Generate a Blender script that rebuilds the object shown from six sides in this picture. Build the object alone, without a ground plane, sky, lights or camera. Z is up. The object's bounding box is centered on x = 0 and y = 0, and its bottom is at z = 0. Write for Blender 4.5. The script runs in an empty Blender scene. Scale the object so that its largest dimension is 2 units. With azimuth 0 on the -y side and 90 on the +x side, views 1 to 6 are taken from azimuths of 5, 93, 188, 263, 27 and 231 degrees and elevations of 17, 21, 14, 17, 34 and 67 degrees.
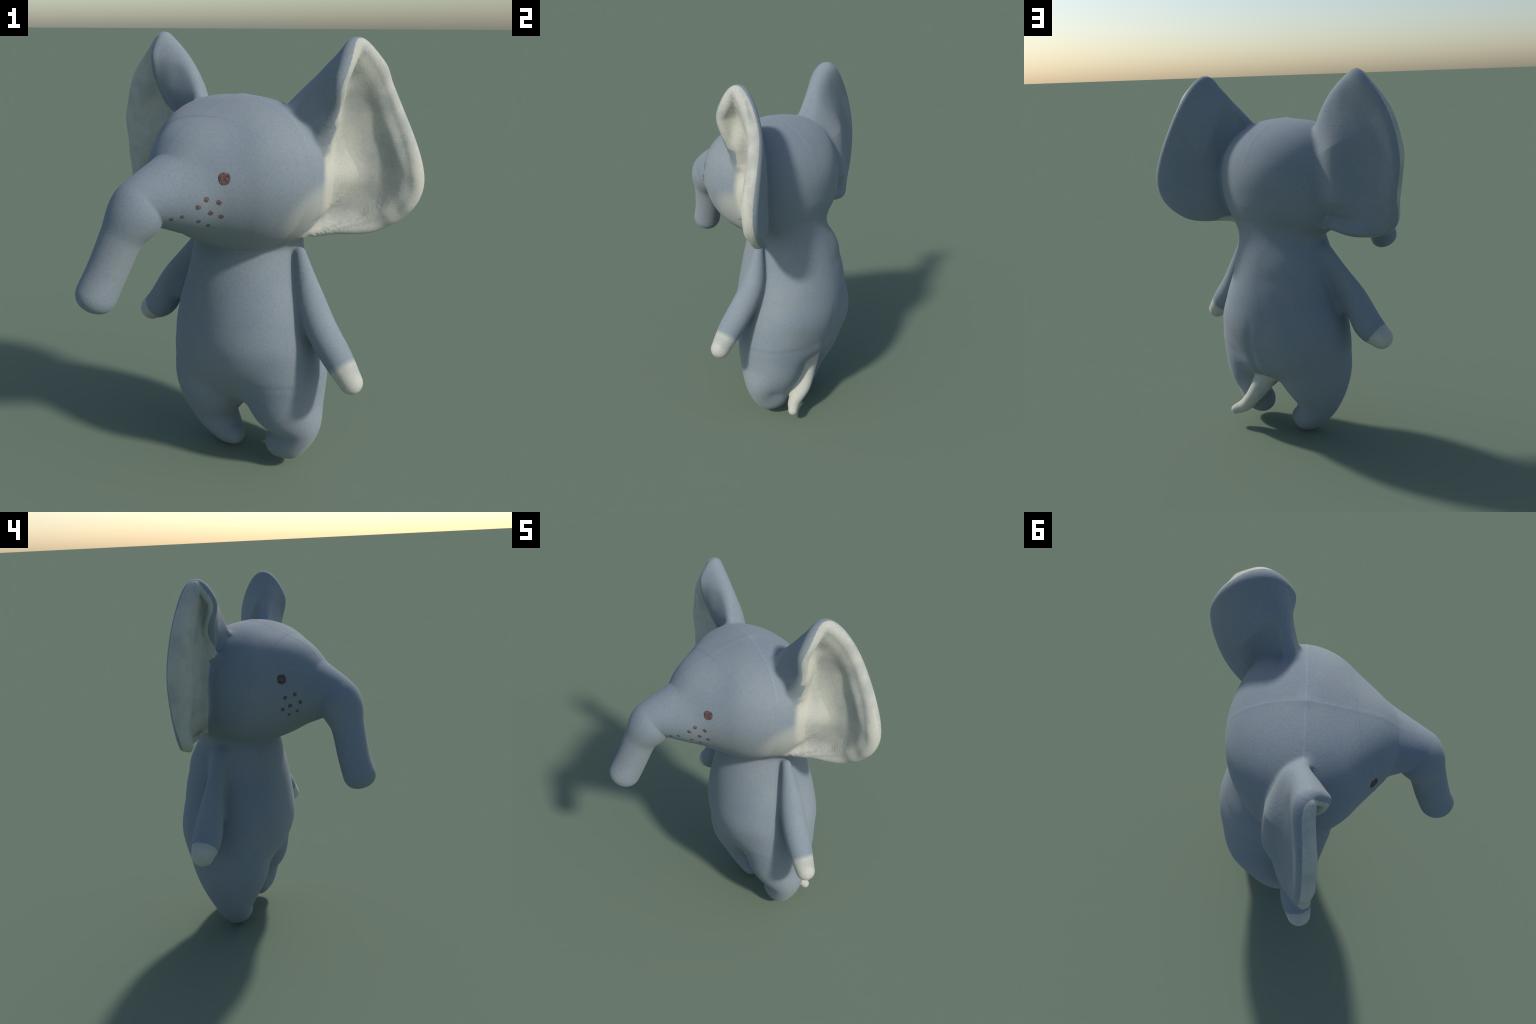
"""Plush elephant toy: soft body built as one smooth implicit surface, meshed,
then separated into anatomical parts; embroidered eyes and freckles on top."""
import bpy, bmesh, math
import numpy as np
from mathutils import Vector
from mathutils.bvhtree import BVHTree

VOX = 0.0055
rng = np.random.default_rng(7)

# ------------------------------------------------------------------ shape tools
def smin(a, b, k):
    h = np.clip(0.5 + 0.5 * (b - a) / k, 0, 1)
    return b + (a - b) * h - k * h * (1 - h)

def spline(P, n=4):
    P = np.asarray(P, float)
    Q = np.vstack([2 * P[0] - P[1], P, 2 * P[-1] - P[-2]])
    out = []
    for i in range(1, len(Q) - 2):
        for t in np.arange(n) / n:
            a, b, c, d = Q[i - 1:i + 3]
            out.append(.5 * (2 * b + (c - a) * t + (2 * a - 5 * b + 4 * c - d) * t * t + (3 * b - a - 3 * c + d) * t ** 3))
    out.append(P[-1])
    return np.array(out)

def chain(p, pts, reach=.16):
    """rounded tube through (x, y, z, radius) stations; far points only get a rough distance"""
    lo = (pts[:, :3] - pts[:, 3:]).min(0); hi = (pts[:, :3] + pts[:, 3:]).max(0)
    out = np.sqrt((np.maximum(np.maximum(lo - p, p - hi), 0) ** 2).sum(-1))
    near = out < reach
    out += reach * .5
    q = p[near]
    best = np.full(len(q), 9.0)
    for A, B in zip(pts[:-1], pts[1:]):
        d = B[:3] - A[:3]
        x, y, z = (q[:, i] - A[i] for i in range(3))
        t = np.clip((x * d[0] + y * d[1] + z * d[2]) / (d @ d + 1e-12), 0, 1)
        np.minimum(best, np.sqrt((x - t * d[0]) ** 2 + (y - t * d[1]) ** 2 + (z - t * d[2]) ** 2) - (A[3] + t * (B[3] - A[3])), out=best)
    out[near] = best
    return out

def ellipsoid(p, c, r, forward):
    F = np.array([forward[0], forward[1], 0.]); L = np.array([-forward[1], forward[0], 0.])
    d = p - np.asarray(c)
    u, v, w = d @ F, d @ L, d[..., 2]
    k0 = np.sqrt((u / r[0]) ** 2 + (v / r[1]) ** 2 + (w / r[2]) ** 2)
    k1 = np.sqrt((u / r[0] ** 2) ** 2 + (v / r[1] ** 2) ** 2 + (w / r[2] ** 2) ** 2)
    return k0 * (k0 - 1) / (k1 + 1e-9)

def hermite(z, zs, v):
    m = np.gradient(v, zs)
    i = np.clip(np.searchsorted(zs, z) - 1, 0, len(zs) - 2)
    h = zs[i + 1] - zs[i]
    t = np.clip((z - zs[i]) / h, 0, 1)
    return ((2*t**3 - 3*t*t + 1) * v[i] + (t**3 - 2*t*t + t) * h * m[i]
            + (-2*t**3 + 3*t*t) * v[i + 1] + (t**3 - t*t) * h * m[i + 1])

class Lumps:
    """smooth stuffing unevenness: a sum of random waves"""
    def __init__(self, size, n=14, seed=1):
        r = np.random.default_rng(seed)
        k = r.normal(size=(n, 3)); k /= np.linalg.norm(k, axis=1)[:, None]
        self.k = k * (2 * np.pi / size) * r.uniform(.6, 1.4, (n, 1)); self.ph = r.uniform(0, 6.28, n)
    def __call__(self, p):
        s = 0
        for k, ph in zip(self.k, self.ph):
            s = s + np.sin(p @ k + ph)
        return s / math.sqrt(len(self.ph))

# ------------------------------------------------------------------ body dimensions
HEAD_F = np.array([-0.639, -0.769])          # way the face looks
HEAD_L = np.array([0.769, -0.639])
BODY_F = np.array([-0.5, -0.866]); BODY_L = np.array([0.866, -0.5])
SKULL = ((-0.096, 0.027, 1.424), (0.341, 0.430, 0.337))
CROWN = ((-0.082, 0.027, 1.509), (0.215, 0.240, 0.134))
TRUNK = spline([(-0.19, -0.099, 1.431, 0.271), (-0.263, -0.22, 1.398, 0.186), (-0.406, -0.359, 1.38, 0.105),
                (-0.444, -0.379, 1.332, 0.112), (-0.499, -0.398, 1.241, 0.088), (-0.561, -0.413, 1.10, 0.082),
                (-0.605, -0.431, 1.004, 0.083)], 20)
# torso stations from neck to crotch: z, forward offset, left offset, half width, half depth
TORSO = np.array([(1.22, -0.067, -0.089, 0.235, 0.169), (1.08, -0.074, -0.109, 0.258, 0.230),
                  (0.93, -0.077, -0.111, 0.290, 0.270), (0.78, -0.083, -0.113, 0.342, 0.296),
                  (0.63, -0.085, -0.111, 0.379, 0.300), (0.50, -0.088, -0.125, 0.346, 0.268),
                  (0.38, -0.105, -0.091, 0.255, 0.195), (0.285, -0.085, -0.060, 0.099, 0.059)])
LEG_L = spline([(0.117, 0.026, 0.501, 0.205), (0.130, 0.019, 0.363, 0.180), (0.200, -0.031, 0.246, 0.097),
                (0.16, -0.01, 0.13, 0.073), (0.105, 0.032, 0.102, 0.067)], 7)
LEG_R = spline([(-0.154, 0.230, 0.605, 0.236), (-0.216, 0.213, 0.414, 0.214), (-0.24, 0.218, 0.209, 0.124),
                (-0.177, 0.196, 0.084, 0.081), (-0.136, 0.158, 0.064, 0.057)], 7)
ARM_L = spline([(0.185, -0.043, 1.085, 0.025), (0.230, -0.069, 0.903, 0.058), (0.283, -0.124, 0.776, 0.067),
                (0.354, -0.190, 0.67, 0.067), (0.418, -0.244, 0.577, 0.052)], 7)
TAIL_WEB = spline([(0.03, 0.235, 0.36, 0.046), (0.095, 0.195, 0.25, 0.042), (0.15, 0.16, 0.165, 0.027)], 4)
FLANK_R = np.array([(-0.13, 0.25, 0.95, 0.155), (-0.13, 0.25, 0.85, 0.175), (-0.13, 0.25, 0.74, 0.180), (-0.14, 0.25, 0.61, 0.188)])
WEB_R = spline([(-0.27, 0.25, 1.04, 0.045), (-0.350, 0.280, 0.90, 0.038), (-0.395, 0.292, 0.77, 0.038)], 5)
ARM_R = spline([(-0.279, 0.24, 1.063, 0.045), (-0.380, 0.292, 0.950, 0.042), (-0.451, 0.322, 0.829, 0.062),
                (-0.518, 0.358, 0.695, 0.076), (-0.588, 0.391, 0.632, 0.059)], 7)
HAUNCH_L = spline([(0.10, 0.070, 0.46, 0.145), (0.13, 0.068, 0.33, 0.110), (0.148, 0.060, 0.22, 0.075), (0.14, 0.045, 0.14, 0.070)], 8)
TAIL = spline([(0.022, 0.258, 0.390, 0.050), (0.070, 0.238, 0.304, 0.050), (0.142, 0.215, 0.195, 0.038),
               (0.194, 0.159, 0.122, 0.036), (0.254, 0.149, 0.088, 0.027)], 7)

# ears: soft cupped flaps. Each station is (root on the head, middle of the flap, rim, half thickness root/rim)
# going from the fold in front of the crown, over the top, down the outer edge to the lower root
EAR_L = np.array([
    (0.235, -0.140, 1.590, 0.240, -0.146, 1.595, 0.240, -0.145, 1.600, .030, .030),
    (0.191, -0.123, 1.694, 0.262, -0.158, 1.700, 0.306, -0.186, 1.713, .036, .026),
    (0.163, -0.097, 1.730, 0.256, -0.128, 1.812, 0.330, -0.205, 1.837, .028, .031),
    (0.172, -0.090, 1.635, 0.294, -0.092, 1.800, 0.394, -0.113, 1.946, .042, .039),
    (0.200, -0.080, 1.471, 0.367, -0.030, 1.605, 0.526, -0.029, 1.752, .050, .036),
    (0.220, -0.100, 1.370, 0.446, -0.026, 1.425, 0.647, -0.050, 1.406, .055, .043),
    (0.210, -0.105, 1.255, 0.340, -0.022, 1.278, 0.512, -0.025, 1.226, .045, .032),
    (0.189, -0.090, 1.210, 0.195, -0.080, 1.195, 0.250, -0.054, 1.195, .030, .022)])
EAR_R = np.array([
    (-0.370, 0.278, 1.630, -0.378, 0.290, 1.635, -0.390, 0.278, 1.640, .030, .030),
    (-0.318, 0.235, 1.715, -0.400, 0.252, 1.738, -0.475, 0.271, 1.783, .036, .025),
    (-0.312, 0.205, 1.730, -0.358, 0.236, 1.838, -0.489, 0.256, 1.891, .026, .025),
    (-0.300, 0.255, 1.645, -0.356, 0.272, 1.822, -0.468, 0.333, 1.958, .040, .040),
    (-0.295, 0.310, 1.546, -0.450, 0.355, 1.660, -0.594, 0.415, 1.799, .060, .040),
    (-0.280, 0.325, 1.456, -0.480, 0.376, 1.500, -0.655, 0.459, 1.589, .066, .040),
    (-0.280, 0.325, 1.373, -0.480, 0.388, 1.380, -0.639, 0.456, 1.397, .066, .040),
    (-0.280, 0.298, 1.292, -0.465, 0.402, 1.272, -0.625, 0.436, 1.244, .040, .036),
    (-0.284, 0.264, 1.240, -0.357, 0.360, 1.238, -0.463, 0.422, 1.202, .032, .026),
    (-0.290, 0.270, 1.228, -0.278, 0.284, 1.237, -0.282, 0.300, 1.233, .024, .024)])
HEAD_C = np.array([-.09, .03, 1.45])
for st in (EAR_L, EAR_R):                     # sink the roots into the head
    d = HEAD_C - st[:, :3]
    st[:, :3] += .055 * d / np.linalg.norm(d, axis=1)[:, None]

def f_head(p):
    return smin(skull(p), ellipsoid(p, *CROWN, HEAD_F), .08)

def skull(p):
    """egg with a flat, broad top and full lower back"""
    d = p - np.asarray(SKULL[0]); r = SKULL[1]
    u, v, w = d[..., :2] @ HEAD_F / r[0], d[..., :2] @ HEAD_L / r[1], d[..., 2] / r[2]
    up, low = np.clip(w * 3, 0, 1), np.clip(-w * 3, 0, 1) * np.clip(-u * 3, 0, 1)
    w = w * (1 + .030 * up)
    n = 2 + .38 * up + .4 * low
    h = np.where(w > 0, np.abs(v), np.sqrt(u * u + v * v)); rest = np.where(w > 0, u * u, 0)
    k0 = np.sqrt((h ** n + np.abs(w) ** n) ** (2 / n) + rest)
    k1 = np.sqrt((u / r[0]) ** 2 + (v / r[1]) ** 2 + (w / r[2]) ** 2)
    return k0 * (k0 - 1) / (k1 + 1e-9)

def f_trunk(p):
    tip, ax = TRUNK[-1, :3], TRUNK[-1, :3] - TRUNK[-12, :3]
    ax = ax / np.linalg.norm(ax)
    return -smin(-chain(p, TRUNK), -((p - tip) @ ax - .092), .05)      # blunt stuffed end

def f_torso(p):
    z, K = -p[..., 2], -TORSO[:, 0]
    u0, v0, a, b = (hermite(z, K, TORSO[:, i]) for i in (1, 2, 3, 4))
    a = np.maximum(a, .02); b = np.maximum(b, .02)
    u = (p[..., :2] @ BODY_F - u0) / b; v = (p[..., :2] @ BODY_L - v0) / a
    u = np.where(u < 0, u / (1 - .005 * np.clip(v, -1, 1) * np.clip(-2 * u, 0, 1)), u)   # back fuller on its right
    f = (np.sqrt(u * u + v * v) - 1) * np.minimum(a, b)
    e = np.maximum(p[..., 2] - 1.25, .285 - p[..., 2])
    return np.where(e > 0, np.sqrt(np.maximum(f, 0) ** 2 + e * e), np.maximum(f, e * 2))

class Ear:
    NS, NT = 120, 30
    def __init__(self, st, seed, fill, hollow, fold):
        self.hollow, self.fold, self.last = hollow, fold, len(st) - 1
        self.fill = spline(fill, 4)
        n = len(st)
        Q = np.vstack([2 * st[0] - st[1], st, 2 * st[-1] - st[-2]])
        s = np.linspace(0, n - 1, self.NS); i = np.minimum(s.astype(int), n - 2); t = (s - i)[:, None]
        a, b, c, d = Q[i], Q[i + 1], Q[i + 2], Q[i + 3]
        G = .5 * (2 * b + (c - a) * t + (2 * a - 5 * b + 4 * c - d) * t * t + (3 * b - a - 3 * c + d) * t ** 3)
        t = np.linspace(0, 1, self.NT)[None, :, None]
        R, M, E = G[:, None, 0:3], G[:, None, 3:6], G[:, None, 6:9]
        S = R * (2 * (t - .5) * (t - 1)) + M * (4 * t * (1 - t)) + E * (2 * t * (t - .5))
        tt = t[..., 0]
        th = G[:, 10:11] + (G[:, 9:10] - G[:, 10:11]) * (1 - tt) ** 1.6
        self.S, self.th = S.reshape(-1, 3), th.ravel()
        self.tt = np.broadcast_to(tt, th.shape).ravel()
        self.ss = np.broadcast_to(s[:, None], th.shape).ravel()
        idx = np.arange(self.NS * self.NT).reshape(self.NS, self.NT)
        gs = np.gradient(S, axis=0); gt = np.gradient(S, axis=1)
        nr = np.cross(gs, gt); nr /= np.linalg.norm(nr, axis=2)[..., None] + 1e-9
        for _ in range(6):                       # even out the normals where the flap twists
            nr[1:-1] = (nr[:-2] + 2 * nr[1:-1] + nr[2:]) / 4; nr[:, 1:-1] = (nr[:, :-2] + 2 * nr[:, 1:-1] + nr[:, 2:]) / 4
        self.nr = nr.reshape(-1, 3)
        self.faces = np.stack([idx[:-1, :-1], idx[1:, :-1], idx[1:, 1:], idx[:-1, 1:]], -1).reshape(-1, 4)
        self.tree = BVHTree.FromPolygons([Vector(v) for v in self.S], self.faces.tolist())
        self.fth = self.th[self.faces].mean(1); self.ft = self.tt[self.faces].mean(1)
        self.lumps = Lumps(.20, seed=seed); self.lumps2 = Lumps(.09, seed=seed + 50)
        self.lo, self.hi = self.S.min(0) - .15, self.S.max(0) + .15
        self.flip = 1.0
        self.few = S[::4, ::3].reshape(-1, 3)
    def query(self, p):
        """distance to the flap, signed side (+ = lining side), thickness and place across the flap there"""
        n = len(p); dist = np.full(n, .2); side = np.zeros(n); th = np.full(n, .03); tt = np.zeros(n); ss = np.zeros(n)
        close = np.zeros(n, bool)
        inb = np.nonzero(((p > self.lo) & (p < self.hi)).all(1))[0]
        for k in range(0, len(inb), 20000):
            q = p[inb[k:k + 20000]]
            d2 = (q * q).sum(1)[:, None] - 2 * q @ self.few.T + (self.few ** 2).sum(1)
            close[inb[k:k + 20000]] = d2.min(1) < .17 ** 2
        idx = np.nonzero(close)[0]
        if not len(idx): return dist, side, th, tt, ss
        loc = np.zeros((len(idx), 3)); face = np.zeros(len(idx), int)
        find = self.tree.find_nearest
        for j, q in enumerate(p[idx].tolist()):
            r = find(q)
            loc[j] = r[0]; face[j] = r[2]
        d = p[idx] - loc
        dist[idx] = np.linalg.norm(d, axis=1)
        A, B, C, D = (self.S[self.faces[face, i]] for i in range(4))
        eu = (B - A + C - D) / 2; ev = (D - A + C - B) / 2; m = loc - (A + B + C + D) / 4
        u = np.clip((m * eu).sum(1) / ((eu * eu).sum(1) + 1e-12) + .5, 0, 1); v = np.clip((m * ev).sum(1) / ((ev * ev).sum(1) + 1e-12) + .5, 0, 1)
        def blend(src):
            a, b, c, e = (src[self.faces[face, i]] for i in range(4))
            w = (u, v) if src.ndim == 1 else (u[:, None], v[:, None])
            return a * (1-w[0]) * (1-w[1]) + b * w[0] * (1-w[1]) + c * w[0] * w[1] + e * (1-w[0]) * w[1]
        th[idx] = blend(self.th); tt[idx] = blend(self.tt); ss[idx] = blend(self.ss)
        side[idx] = (d * blend(self.nr)).sum(1) * self.flip
        return dist, side, th, tt, ss
    def field(self, p):
        dist, side, th, tt, ss = self.query(p)
        front = np.clip(side / .02, 0, 1)
        lump = .0050 * self.lumps(p) + .0026 * self.lumps2(p * np.array([1, 1, .6]))
        out = np.clip((ss - 2.5) / 1.5, 0, 1)
        bump = lambda c, w: np.exp(-((tt - c) / w) ** 2)
        valley = out * (self.hollow * bump(.56, .20) - .008 * bump(.88, .10) - .6 * self.hollow * bump(.16, .12))
        back = np.clip(-side / .02, 0, 1)
        if self.fold:                              # folded strip along the back, thinner beyond it
            low = out * np.clip((self.last - 1.6 - ss) / 1.0, 0, 1)
            rear = low * (.006 * bump(.80, .12) - .048 * bump(.30, .20))
        else:
            rear = .042 * np.clip((ss - 2.2) / .6, 0, 1) * np.clip((4.6 - ss) / .8, 0, 1) * np.clip((.5 - tt) / .2, 0, 1)
        f = dist - th - front * lump * .8 + front * valley + back * rear
        return smin(f, chain(p, self.fill), .05), .022 + .022 * np.clip(side / .03 + .5, 0, 1)

# padding inside the fold of each ear
FILL_L = [(0.312, -0.130, 1.85, .018), (0.298, -0.120, 1.78, .030), (0.300, -0.120, 1.69, .037), (0.275, -0.115, 1.57, .028)]
FILL_R = [(-0.435, 0.290, 1.90, .020), (-0.418, 0.285, 1.86, .030), (-0.413, 0.290, 1.78, .036), (-0.42, 0.312, 1.69, .042), (-0.385, 0.320, 1.57, .028)]
ears = [Ear(EAR_L, 3, FILL_L, .040, False), Ear(EAR_R, 9, FILL_R, .016, True)]
# the lining faces forward and outward
for e, out in zip(ears, (1, -1)):
    mid = e.nr.reshape(e.NS, e.NT, 3)[e.NS * 6 // 10, e.NT // 2]
    fwd = np.append(HEAD_F + HEAD_L * out * .6, 0)
    e.flip = 1.0 if mid @ fwd > 0 else -1.0

body_lumps = Lumps(.35, seed=21)
def face_taper(p):
    """the forehead is narrower above and in front, like a pear"""
    q = p[..., :2] - np.array([-.096, .027])
    u, v = q @ HEAD_F, q @ HEAD_L
    ease = lambda x: x * x * (3 - 2 * x)
    k = .06 * ease(np.clip((p[..., 2] - 1.38) / .35, 0, 1)) * ease(np.clip((u + .08) / .38, 0, 1))
    v2 = v / (1 - k) - v
    out = p.copy(); out[..., 0] += v2 * HEAD_L[0]; out[..., 1] += v2 * HEAD_L[1]
    return out

CLEFT = spline([(0.094, 0.384, 0.80), (0.105, 0.372, 0.664), (0.104, 0.345, 0.56), (0.09, 0.32, 0.46), (0.05, 0.30, 0.38)], 4)
CLEFT = np.hstack([CLEFT, np.zeros((len(CLEFT), 1))])
def parts_field(p):
    """each part's own implicit value, one column per part"""
    w = face_taper(p)
    return dict(head=f_head(w), trunk=f_trunk(w), torso=smin(f_torso(p), chain(p, FLANK_R), .06), leg_l=smin(chain(p, LEG_L), chain(p, HAUNCH_L), .07), leg_r=chain(p, LEG_R),
                arm_l=chain(p, ARM_L), arm_r=smin(chain(p, ARM_R), chain(p, WEB_R), .05), tail=smin(chain(p, TAIL), chain(p, TAIL_WEB), .04))

def f_body(p):
    d = parts_field(p)
    h = smin(d["head"], d["trunk"], .06)
    # sewing seams over the crown: front to back and ear to ear
    q = p[..., :2] - np.array([-.078, .012])
    up = np.clip((p[..., 2] - 1.45) / .2, 0, 1)
    s1, s2 = q @ HEAD_L, q @ HEAD_F
    h = h - up * .0010 * (np.exp(-(s1 / .010) ** 2) + np.exp(-(s2 / .010) ** 2))
    h = h + .022 * np.exp(-((s1 + .03) / .15) ** 2 - ((s2 - .20) / .13) ** 2) * np.clip((p[..., 2] - 1.48) / .1, 0, 1)   # flat brow
    h = h + .018 * np.exp(-((p - np.array([.15, -.23, 1.33])) ** 2).sum(-1) / .16 ** 2)
    h = h + .018 * np.exp(-((p - np.array([-.20, .31, 1.50])) ** 2).sum(-1) / .16 ** 2)
    h = h - .005 * np.exp(-(s1 * s1 + s2 * s2) / .03 ** 2) * up
    b = smin(smin(d["torso"], d["leg_l"], .055), d["leg_r"], .055)
    c = chain(p, CLEFT)
    b = b + .010 * np.clip((.74 - p[..., 2]) / .30, 0, 1) * np.exp(-(np.maximum(c, 0) / .028) ** 2)            # cleft between the haunches
    b = smin(smin(b, d["arm_l"], .032), d["arm_r"], .03)
    b = smin(b, d["tail"], .02)
    back = np.clip(.2 - (q @ HEAD_F) / .3, 0, 1)
    return smin(h, b, .012 + .065 * back) + .0012 * body_lumps(p)

def f_all(p):
    f = f_body(p)
    for e in ears:
        near = np.nonzero(((p > e.lo) & (p < e.hi)).all(1) & (f > -.05))[0]
        if len(near):
            g, soft = e.field(p[near])
            f[near] = smin(f[near], g, soft)
    return f

# ------------------------------------------------------------------ surface nets
def mesh_field(f, lo, hi, h, block=6):
    n = np.ceil((np.array(hi) - lo) / h / block).astype(int) * block
    nb = n // block
    ax = [lo[i] + h * block * (np.arange(nb[i]) + .5) for i in range(3)]
    C = np.stack(np.meshgrid(*ax, indexing="ij"), -1).reshape(-1, 3)
    fc = f(C).reshape(nb)
    vals = np.repeat(np.repeat(np.repeat(fc, block, 0), block, 1), block, 2).astype(np.float32)
    act = np.argwhere(np.abs(fc) < h * block * 1.25 + .006)
    o = np.stack(np.meshgrid(*[np.arange(block)] * 3, indexing="ij"), -1).reshape(-1, 3)
    for k in range(0, len(act), 1500):
        idx = (act[k:k + 1500, None] * block + o).reshape(-1, 3)
        vals[idx[:, 0], idx[:, 1], idx[:, 2]] = f(np.asarray(lo) + h * idx)
    s = vals < 0
    cnt = sum(s[i:n[0]-1+i, j:n[1]-1+j, k:n[2]-1+k].astype(np.int8) for i in (0, 1) for j in (0, 1) for k in (0, 1))
    cell = np.argwhere((cnt > 0) & (cnt < 8))
    vid = np.full(cnt.shape, -1, np.int32); vid[tuple(cell.T)] = np.arange(len(cell))
    pos = np.zeros((len(cell), 3)); wt = np.zeros(len(cell))
    corners = [(i, j, k) for i in (0, 1) for j in (0, 1) for k in (0, 1)]
    for a in corners:
        for b in corners:
            if sum(np.array(b) - a) == 1 and all(np.array(b) >= a):
                va = vals[tuple((cell + a).T)]; vb = vals[tuple((cell + b).T)]
                m = (va < 0) != (vb < 0)
                t = va[m] / (va[m] - vb[m])
                pos[m] += np.array(a) + t[:, None] * (np.array(b) - a); wt[m] += 1
    V = np.asarray(lo) + h * (cell + pos / wt[:, None])
    quads = []
    for axis in range(3):
        d = np.eye(3, dtype=int)[axis]; u = np.eye(3, dtype=int)[(axis + 1) % 3]; w = np.eye(3, dtype=int)[(axis + 2) % 3]
        A = s[1:-1, 1:-1, 1:-1]
        B = s[1 + d[0]:s.shape[0] - 1 + d[0], 1 + d[1]:s.shape[1] - 1 + d[1], 1 + d[2]:s.shape[2] - 1 + d[2]]
        e = np.argwhere(A != B) + 1
        inside = s[tuple(e.T)]
        ok = (e + d < np.array(s.shape) - 1).all(1); e, inside = e[ok], inside[ok]
        q = np.stack([vid[tuple((e - u - w).T)], vid[tuple((e - w).T)], vid[tuple(e.T)], vid[tuple((e - u).T)]], -1)
        q[~inside] = q[~inside][:, ::-1]
        quads.append(q)
    return V, np.concatenate(quads)

def relax(V, Q, n, lam=.5, mu=-.52):
    E = np.concatenate([Q[:, [0, 1]], Q[:, [1, 2]], Q[:, [2, 3]], Q[:, [3, 0]]]); E = np.concatenate([E, E[:, ::-1]])
    deg = np.bincount(E[:, 0], minlength=len(V))[:, None]
    for i in range(n):
        for k in (lam, mu):
            s = np.stack([np.bincount(E[:, 0], V[E[:, 1], c], len(V)) for c in range(3)], -1) / deg
            V = V + k * (s - V)
    return V

V, Q = mesh_field(f_all, np.array([-.80, -.62, -.05]), np.array([.80, .66, 2.08]), VOX)
V = relax(V, Q, 4)
V[:, 2] -= V[:, 2].min()
T = np.concatenate([Q[:, [0, 1, 2]], Q[:, [0, 2, 3]]])

# ------------------------------------------------------------------ cut into parts along smooth lines
def even(g, T, n):
    """average a value per vertex with its neighbours"""
    for _ in range(n):
        m = g[T].mean(1); cnt = np.bincount(T.ravel(), minlength=len(g))
        g = np.bincount(T.ravel(), np.repeat(m, 3), len(g)) / np.maximum(cnt, 1)
    return g

def cut(V, T, g, mask):
    """split triangles of mask along g = 0 (g per vertex); returns new V, T and the side of each triangle"""
    g = g.copy(); g[np.abs(g) < 2e-4] = 2e-4
    Vl = [V]; made = {}; nv = len(V); extra = []; tris = []; src = []
    neg = g[T] < 0; k = neg.sum(1); keep = (k == 0) | (k == 3) | ~mask
    for ti in np.nonzero(~keep)[0]:
        t = T[ti]; lone = np.nonzero(neg[ti] == (k[ti] == 1))[0][0]
        a, b, c = t[lone], t[(lone + 1) % 3], t[(lone + 2) % 3]
        m = []
        for x, y in ((a, b), (a, c)):
            key = (min(x, y), max(x, y))
            if key not in made:
                w = g[key[0]] / (g[key[0]] - g[key[1]])
                made[key] = nv + len(extra); extra.append(V[key[0]] * (1 - w) + V[key[1]] * w)
            m.append(made[key])
        tris += [(a, m[0], m[1]), (m[0], b, c), (m[0], c, m[1])]; src += [ti] * 3
    V2 = np.vstack([V] + ([np.array(extra)] if extra else []))
    # unmasked neighbours sharing a split edge get split too
    oth = []
    if extra:
        ks = set(made); 
        for ti in np.nonzero(keep & ((k == 1) | (k == 2)))[0]:
            t = T[ti]; e = [(min(t[i], t[(i+1) % 3]), max(t[i], t[(i+1) % 3])) for i in range(3)]
            hit = [i for i in range(3) if e[i] in ks]
            if hit:
                oth.append(ti)
                if len(hit) == 1:
                    i = hit[0]; mm = made[e[i]]
                    tris += [(t[i], mm, t[(i+2) % 3]), (mm, t[(i+1) % 3], t[(i+2) % 3])]; src += [ti] * 2
                else:
                    i = [x for x in range(3) if x not in hit][0]      # edge not split: i -> i+1
                    p, q, r = t[i], t[(i+1) % 3], t[(i+2) % 3]
                    m1, m2 = made[e[(i+1) % 3]], made[e[(i+2) % 3]]
                    tris += [(r, m2, m1), (p, q, m1), (p, m1, m2)]; src += [ti] * 3
    kk = keep.copy(); kk[oth] = False
    T2 = np.vstack([T[kk], np.array(tris, int).reshape(-1, 3)])
    S2 = np.concatenate([np.nonzero(kk)[0], np.array(src, int)])
    return V2, T2, S2, np.concatenate([g, np.zeros(len(extra))])[T2].sum(1)

cent = V[T].mean(1)
F = parts_field(cent)
for e, nm in zip(ears, ("ear_l", "ear_r")):
    g = np.full(len(cent), 1.0)
    near = np.nonzero(((cent > e.lo) & (cent < e.hi)).all(1))[0]
    d, s, th, tt, ss = e.query(cent[near]); g[near] = d - th + .006
    F[nm] = g
names = list(F)
label = np.argmin(np.stack([F[n] for n in names]), 0)
# the ear meets the head along a smooth line
def ear_minus_body(e, P):
    g = np.full(len(P), 1.0)
    near = np.nonzero(((P > e.lo) & (P < e.hi)).all(1))[0]
    d, s, th, tt, ss = e.query(P[near]); g[near] = d - th + .006 - f_body(P[near])
    return g
for e, nm in zip(ears, ("ear_l", "ear_r")):
    i = names.index(nm)
    g = even(ear_minus_body(e, V), T, 4)
    V, T, src, g = cut(V, T, g, np.ones(len(T), bool))
    label = label[src]
    label[g < 0] = i
    label[(g >= 0) & (label == i)] = names.index("head")
def biggest_patch(F):
    """True for the triangles of the largest connected patch"""
    u, f = np.unique(F, return_inverse=True); f = f.reshape(F.shape)
    lab = np.arange(len(u))
    while True:
        m = lab[f].min(1); new = lab.copy()
        for j in range(3): np.minimum.at(new, f[:, j], m)
        new = new[new]
        if (new == lab).all(): break
        lab = new
    r = lab[f[:, 0]]
    return r == np.bincount(r).argmax()

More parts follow.
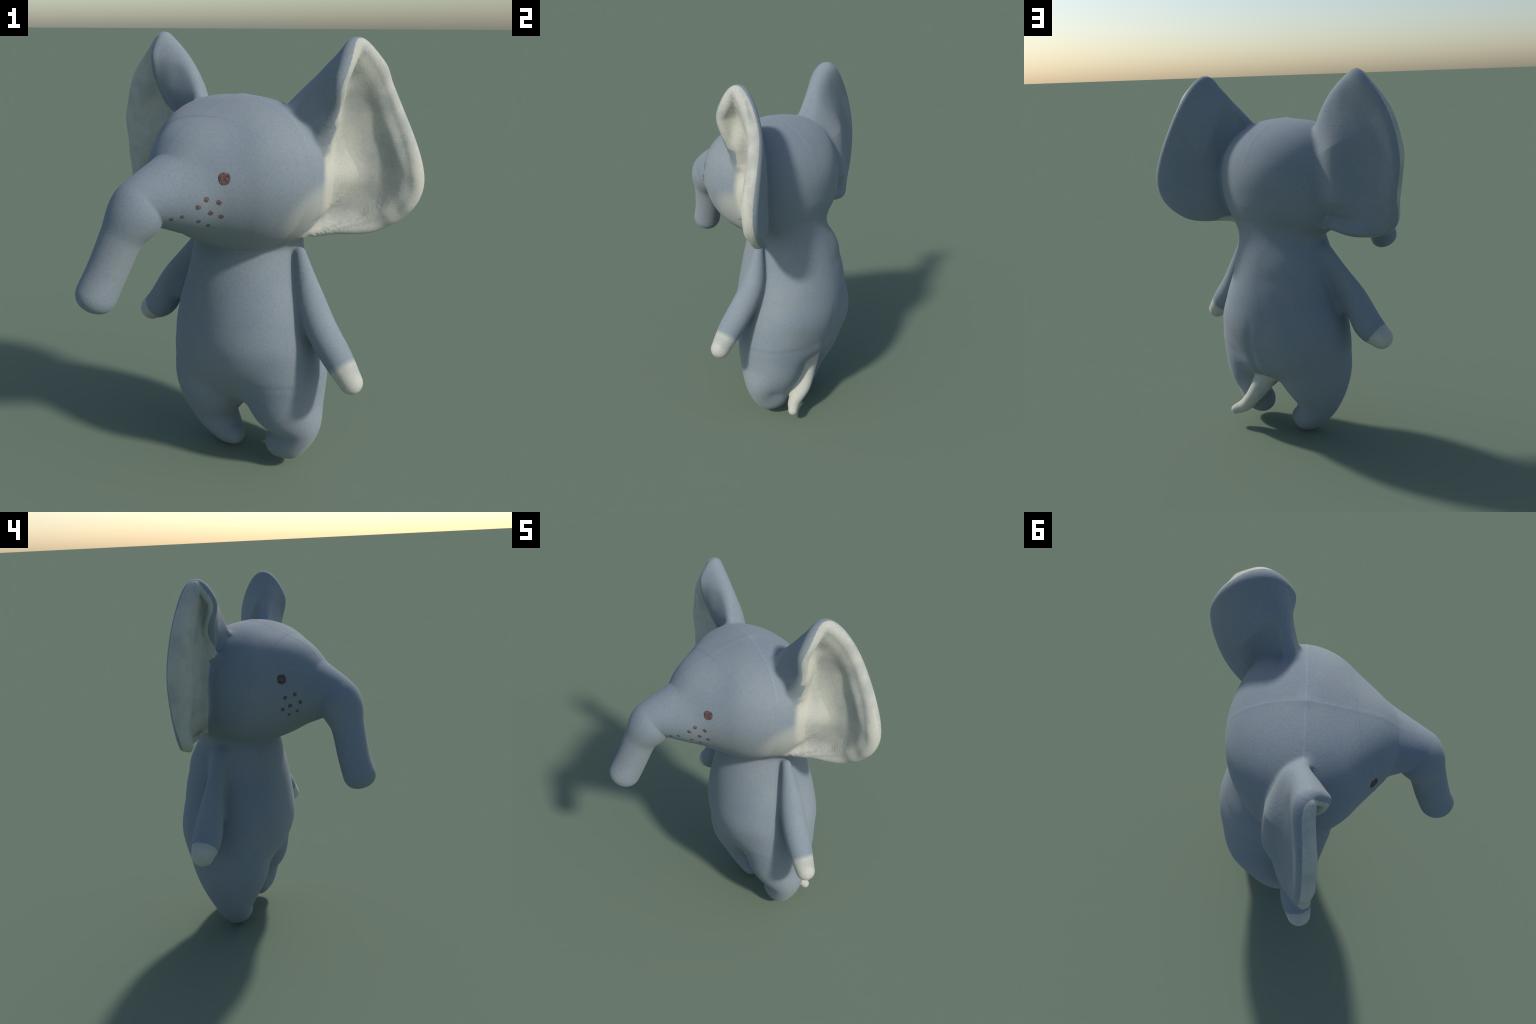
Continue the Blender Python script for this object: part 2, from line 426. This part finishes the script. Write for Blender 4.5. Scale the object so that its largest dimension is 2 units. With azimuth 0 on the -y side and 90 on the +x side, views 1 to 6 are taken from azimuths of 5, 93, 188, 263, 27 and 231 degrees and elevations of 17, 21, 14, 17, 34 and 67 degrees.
# front lining of the ears
EDGE = .55
def lining_side(e, P, base):
    g = np.full(len(P), -1.0)
    near = np.nonzero(((P > e.lo) & (P < e.hi)).all(1))[0]
    d, s, th, tt, ss = e.query(P[near]); k = np.maximum(np.clip((tt - .15) / .45, 0, 1), np.clip(ss - 3, 0, 1)) * np.clip((ss - .4) / 1.2, 0, 1)
    base = .1 + (base - .1) * np.clip((ss - 2.8) / 1.2, 0, 1); g[near] = np.maximum(s + th * (base * k - .5 * (1 - k)), .004 - chain(P[near], e.fill))
    return g
for e, nm in zip(ears, ("ear_l", "ear_r")):
    i = names.index(nm)
    V, T, src, g = cut(V, T, even(lining_side(e, V, EDGE), T, 12), label == i)
    label = label[src]
    names.append(nm + "_lining")
    label[(label == i) & (g > 0)] = len(names) - 1
    stray = np.nonzero(label == len(names) - 1)[0]
    label[stray[~biggest_patch(T[stray])]] = i
# pale hands: cut across the arm with a slightly ragged line
ragged = Lumps(.03, seed=4)
for nm, pts, off in (("arm_l", ARM_L, .118), ("arm_r", ARM_R, .095)):
    i = names.index(nm)
    ax = pts[-1, :3] - pts[-8, :3]; ax /= np.linalg.norm(ax)
    tip = pts[-1, :3] + ax * pts[-1, 3]
    g = lambda P: (P - tip) @ ax + off + .0025 * ragged(P)
    V, T, src, side = cut(V, T, g(V), label == i)
    label = label[src]; names.append(nm.replace("arm", "hand"))
    label[(label == i) & (side > 0)] = len(names) - 1

# smooth normals of the whole body
fn = np.cross(V[T[:, 1]] - V[T[:, 0]], V[T[:, 2]] - V[T[:, 0]])
VN = np.stack([sum(np.bincount(T[:, j], fn[:, c], len(V)) for j in range(3)) for c in range(3)], -1)
VN /= np.linalg.norm(VN, axis=1)[:, None] + 1e-12

# ------------------------------------------------------------------ materials
class Nodes:
    def __init__(self, name):
        self.m = bpy.data.materials.new(name); self.m.use_nodes = True
        self.t = self.m.node_tree; self.t.nodes.clear()
        self.out = self.n("ShaderNodeOutputMaterial"); self.b = self.n("ShaderNodeBsdfPrincipled")
        self.l(self.b.outputs[0], self.out.inputs[0]); self.tc = self.n("ShaderNodeTexCoord")
        self.obj = self.tc.outputs["Object"]
    def n(self, kind, **kw):
        x = self.t.nodes.new(kind)
        for k, v in kw.items(): setattr(x, k, v)
        return x
    def l(self, a, b): self.t.links.new(a, b)
    def put(self, sock, v):
        if isinstance(v, bpy.types.NodeSocket): self.l(v, sock)
        else: sock.default_value = v
    def math(self, op, *a):
        x = self.n("ShaderNodeMath", operation=op)
        for i, v in enumerate(a): self.put(x.inputs[i], v)
        return x.outputs[0]
    def vmath(self, op, a, b, out=0):
        x = self.n("ShaderNodeVectorMath", operation=op)
        self.put(x.inputs[0], a); self.put(x.inputs[1], b)
        return x.outputs[out]
    def noise(self, scale, detail=2, rough=.5, vec=None):
        x = self.n("ShaderNodeTexNoise"); x.inputs["Scale"].default_value = scale
        x.inputs["Detail"].default_value = detail; x.inputs["Roughness"].default_value = rough
        self.l(vec or self.obj, x.inputs["Vector"]); return x
    def ramp(self, fac, a, b):
        x = self.n("ShaderNodeMapRange", interpolation_type="SMOOTHSTEP"); x.clamp = True
        self.put(x.inputs[0], fac); x.inputs[1].default_value = a; x.inputs[2].default_value = b
        return x.outputs[0]
    def mix(self, fac, a, b, mode="MIX"):
        x = self.n("ShaderNodeMix", data_type="RGBA", blend_type=mode)
        self.put(x.inputs[0], fac); self.put(x.inputs[6], a); self.put(x.inputs[7], b)
        return x.outputs[2]

def lin(r, g, b):
    f = lambda c: (c / 255 / 12.92) if c / 255 < .04045 else ((c / 255 + .055) / 1.055) ** 2.4
    return (f(r), f(g), f(b), 1)

BLUE, BLUE_LIGHT, CREAM = lin(124, 137, 148), lin(133, 143, 150), lin(190, 189, 176)

def fabric(name, base, light, speckle=.15, masks=(), mottle=None, seams=False):
    N = Nodes(name)
    big = N.noise(3.2, 3).outputs["Fac"]
    col = N.mix(N.ramp(big, .35, .65), base, light)
    if mottle:
        col = N.mix(N.math("MULTIPLY", N.ramp(N.noise(8, 3, .55).outputs["Fac"], .40, .70), .75), col, mottle)
    # knit speckle, slightly different in hue per stitch
    for k, (tint, amount) in enumerate(((lin(156, 130, 128), 1.0), (lin(112, 148, 142), 1.0), (lin(96, 110, 132), .8))):
        mp = N.n("ShaderNodeMapping"); mp.inputs["Location"].default_value = (k * 3.1, k * 1.7, k * 5.3); N.l(N.obj, mp.inputs[0])
        f = N.ramp(N.noise(105, 1.5, .55, mp.outputs[0]).outputs["Fac"], .36, .80)
        col = N.mix(N.math("MULTIPLY", f, amount * speckle * 2.2), col, tint)
    if seams:
        high = N.ramp(N.vmath("DOT_PRODUCT", N.obj, (0, 0, 1), 1), 1.50, 1.62)
        for axis in (HEAD_L, HEAD_F):
            off = float(np.array([-.078, .012]) @ axis)
            away = N.math("ABSOLUTE", N.math("SUBTRACT", N.vmath("DOT_PRODUCT", N.obj, (axis[0], axis[1], 0), 1), off))
            line = N.math("SUBTRACT", 1.0, N.ramp(away, .001, .006))
            col = N.mix(N.math("MULTIPLY", N.math("MULTIPLY", line, high), .24), col, lin(150, 163, 186))
    for (c, r, edge, amount, gate) in masks:
        mp = N.n("ShaderNodeMapping", vector_type="TEXTURE")
        N.l(N.obj, mp.inputs[0]); mp.inputs["Location"].default_value = c[0]; mp.inputs["Rotation"].default_value = c[1]
        mp.inputs["Scale"].default_value = r
        d = N.vmath("LENGTH", mp.outputs[0], (0, 0, 0), 1)
        d = N.math("ADD", d, N.math("MULTIPLY", N.math("SUBTRACT", N.noise(30, 2).outputs["Fac"], .5), .06))
        fac = N.math("MULTIPLY", N.math("SUBTRACT", 1.0, N.ramp(d, 1 - edge, 1 + edge)), amount)
        fwd = N.vmath("DOT_PRODUCT", N.obj, (HEAD_F[0], HEAD_F[1], 0), 1)
        fac = N.math("MULTIPLY", fac, N.ramp(fwd, gate, gate + .03))
        col = N.mix(fac, col, CREAM)
    N.put(N.b.inputs["Base Color"], col)
    N.b.inputs["Roughness"].default_value = .92
    N.b.inputs["Specular IOR Level"].default_value = .12
    N.b.inputs["Sheen Weight"].default_value = .12
    N.b.inputs["Sheen Roughness"].default_value = .6
    # knit grain
    wx = N.n("ShaderNodeTexWave", wave_type="BANDS", bands_direction="Z"); wx.inputs["Scale"].default_value = 48
    wx.inputs["Distortion"].default_value = 1.2; wx.inputs["Detail"].default_value = 1
    N.l(N.obj, wx.inputs["Vector"])
    hgt = N.math("ADD", N.math("MULTIPLY", wx.outputs["Fac"], .07), N.noise(170, 2).outputs["Fac"])
    bp = N.n("ShaderNodeBump"); bp.inputs["Strength"].default_value = .18; bp.inputs["Distance"].default_value = .004
    N.l(hgt, bp.inputs["Height"]); N.l(bp.outputs[0], N.b.inputs["Normal"])
    return N.m

mat_blue = fabric("blue_knit_fabric", BLUE, BLUE_LIGHT)
mat_head = fabric("blue_knit_fabric_with_pale_cheeks", BLUE, BLUE_LIGHT, seams=True, masks=(
    (((0.34, -0.05, 1.43), (0, 0, 0)), (.10, .13, .24), .20, .92, -.17),
    (((0.26, -0.14, 1.26), (0, 0, 0)), (.15, .19, .15), .28, .45, -.17),
    (((-0.40, 0.42, 1.43), (0, 0, 0)), (.16, .12, .24), .20, .92, -.085)))
CREAM_GREY = lin(160, 164, 160)
mat_arm = fabric("blue_knit_fabric_fading_to_paws", BLUE, BLUE_LIGHT, masks=(
    ((tuple(ARM_L[-1, :3]), (0, 0, 0)), (.098, .098, .098), .16, .75, -9.0),
    ((tuple(ARM_R[-1, :3]), (0, 0, 0)), (.070, .070, .070), .16, .75, -9.0)))
mat_cream = fabric("cream_plush_fabric", CREAM, lin(186, 187, 176), .05, mottle=CREAM_GREY)
def thread(name, a, b):
    N = Nodes(name)
    col = N.mix(N.ramp(N.noise(90, 3).outputs["Fac"], .4, .62), a, b)
    N.put(N.b.inputs["Base Color"], col); N.b.inputs["Roughness"].default_value = .85
    N.b.inputs["Specular IOR Level"].default_value = .15
    bp = N.n("ShaderNodeBump"); bp.inputs["Strength"].default_value = .4; bp.inputs["Distance"].default_value = .003
    N.l(N.noise(140, 2).outputs["Fac"], bp.inputs["Height"]); N.l(bp.outputs[0], N.b.inputs["Normal"])
    return N.m
mat_eye = thread("plum_thread", lin(76, 62, 66), lin(112, 88, 84))
mat_freckle = thread("brown_thread", lin(92, 78, 82), lin(112, 98, 99))
mat_faded = thread("faded_brown_thread", lin(94, 94, 97), lin(106, 106, 109))

# ------------------------------------------------------------------ objects
root = bpy.data.objects.new("plush_elephant", None)
bpy.context.scene.collection.objects.link(root)
root["label"] = "standing grey-blue plush elephant with cream-lined big ears"
root["category"] = "plush toy"

def make(name, parent, mat, V, faces, normals=None):
    me = bpy.data.meshes.new(name)
    me.from_pydata(V.tolist(), [], faces.tolist())
    me.polygons.foreach_set("use_smooth", np.ones(len(me.polygons), bool))
    me.materials.append(mat)
    me.update()
    if normals is not None:
        me.normals_split_custom_set_from_vertices(normals.tolist())
    ob = bpy.data.objects.new(name, me)
    bpy.context.scene.collection.objects.link(ob)
    ob.parent = parent
    return ob

built = {}
order = [("torso", "torso", None, mat_blue), ("head", "head", None, mat_head), ("trunk", "trunk", None, mat_blue),
         ("leg_l", "leg", None, mat_blue), ("leg_r", "leg", None, mat_blue),
         ("arm_l", "arm", None, mat_arm), ("arm_r", "arm", None, mat_arm),
         ("hand_l", "hand", "arm_l", mat_cream), ("hand_r", "hand", "arm_r", mat_cream),
         ("ear_l", "ear", None, mat_blue), ("ear_r", "ear", None, mat_blue),
         ("ear_l_lining", "ear_lining", "ear_l", mat_cream), ("ear_r_lining", "ear_lining", "ear_r", mat_cream),
         ("tail", "tail", None, mat_cream)]
for key, name, par, mat in order:
    f = T[label == names.index(key)]
    u, inv = np.unique(f, return_inverse=True)
    built[key] = make(name, built[par] if par else root, mat, V[u], inv.reshape(f.shape), VN[u])

# ------------------------------------------------------------------ embroidery on the face
tree = BVHTree.FromPolygons([Vector(v) for v in V], T.tolist())
def patch(name, mat, centre, size, raise_, seed, square=.0, ragged=.035):
    r = np.random.default_rng(seed)
    loc, nor, i, d = tree.find_nearest(Vector(centre))
    nor = Vector(VN[T[i][0]])
    up = Vector((0, 0, 1)); side = up.cross(nor).normalized(); up = nor.cross(side)
    nr, na = 7, 40
    ph = r.uniform(0, 6.28, 6); amp = r.normal(0, 1, 6)
    P = []; 
    for a in np.arange(na) * 2 * np.pi / na:
        e = 1 + ragged * sum(amp[k] * math.sin((k + 2) * a + ph[k]) for k in range(6)) / 1.5
        sq = 1 / max(abs(math.cos(a)), abs(math.sin(a)))
        e *= 1 + square * (sq - 1)
        for k in range(1, nr + 1):
            q = k / nr
            pt = loc + (side * math.cos(a) * size[0] + up * math.sin(a) * size[1]) * (e * min(q, .999)) + nor * .03
            hit = tree.ray_cast(pt, -nor, .08)
            base = hit[0] if hit[0] else pt - nor * .03
            P.append(base + nor * (raise_ * math.sqrt(max(0, 1 - q ** 4)) - (.002 if k == nr else 0)))
    P.append(loc + nor * raise_)
    fs = []
    for j in range(na):
        j2 = (j + 1) % na
        fs.append((len(P) - 1, j * nr, j2 * nr))
        for k in range(nr - 1):
            fs.append((j * nr + k, j * nr + k + 1, j2 * nr + k + 1)); fs.append((j * nr + k, j2 * nr + k + 1, j2 * nr + k))
    return make(name, built["head"], mat, np.array([list(x) for x in P]), np.array(fs))

EYES = [(-0.100, -0.374, 1.470), (-0.459, -0.072, 1.490)]
FRECKLES = [(-0.165, -0.390, 1.390), (-0.198, -0.392, 1.360), (-0.118, -0.381, 1.373), (-0.152, -0.374, 1.329), (-0.114, -0.359, 1.310),
            (-0.461, -0.085, 1.396), (-0.457, -0.136, 1.408), (-0.446, -0.166, 1.364), (-0.449, -0.111, 1.350), (-0.448, -0.073, 1.334)]
FADED = [(-0.203, -0.365, 1.298), (-0.170, -0.335, 1.276), (-0.301, -0.407, 1.314), (-0.260, -0.399, 1.323), (-0.432, -0.151, 1.315), (-0.430, -0.109, 1.301)]
for k, c in enumerate(EYES):
    patch("eye", mat_eye, c, (.026, .028), .0012, 60 + k, .15, .022)
for k, c in enumerate(FRECKLES):
    patch("freckle", mat_freckle, c, (.0115, .0120), .0008, 80 + k, .15, .10)
for k, c in enumerate(FADED):
    patch("freckle", mat_faded, c, (.0105, .0105), .0004, 120 + k, .2)
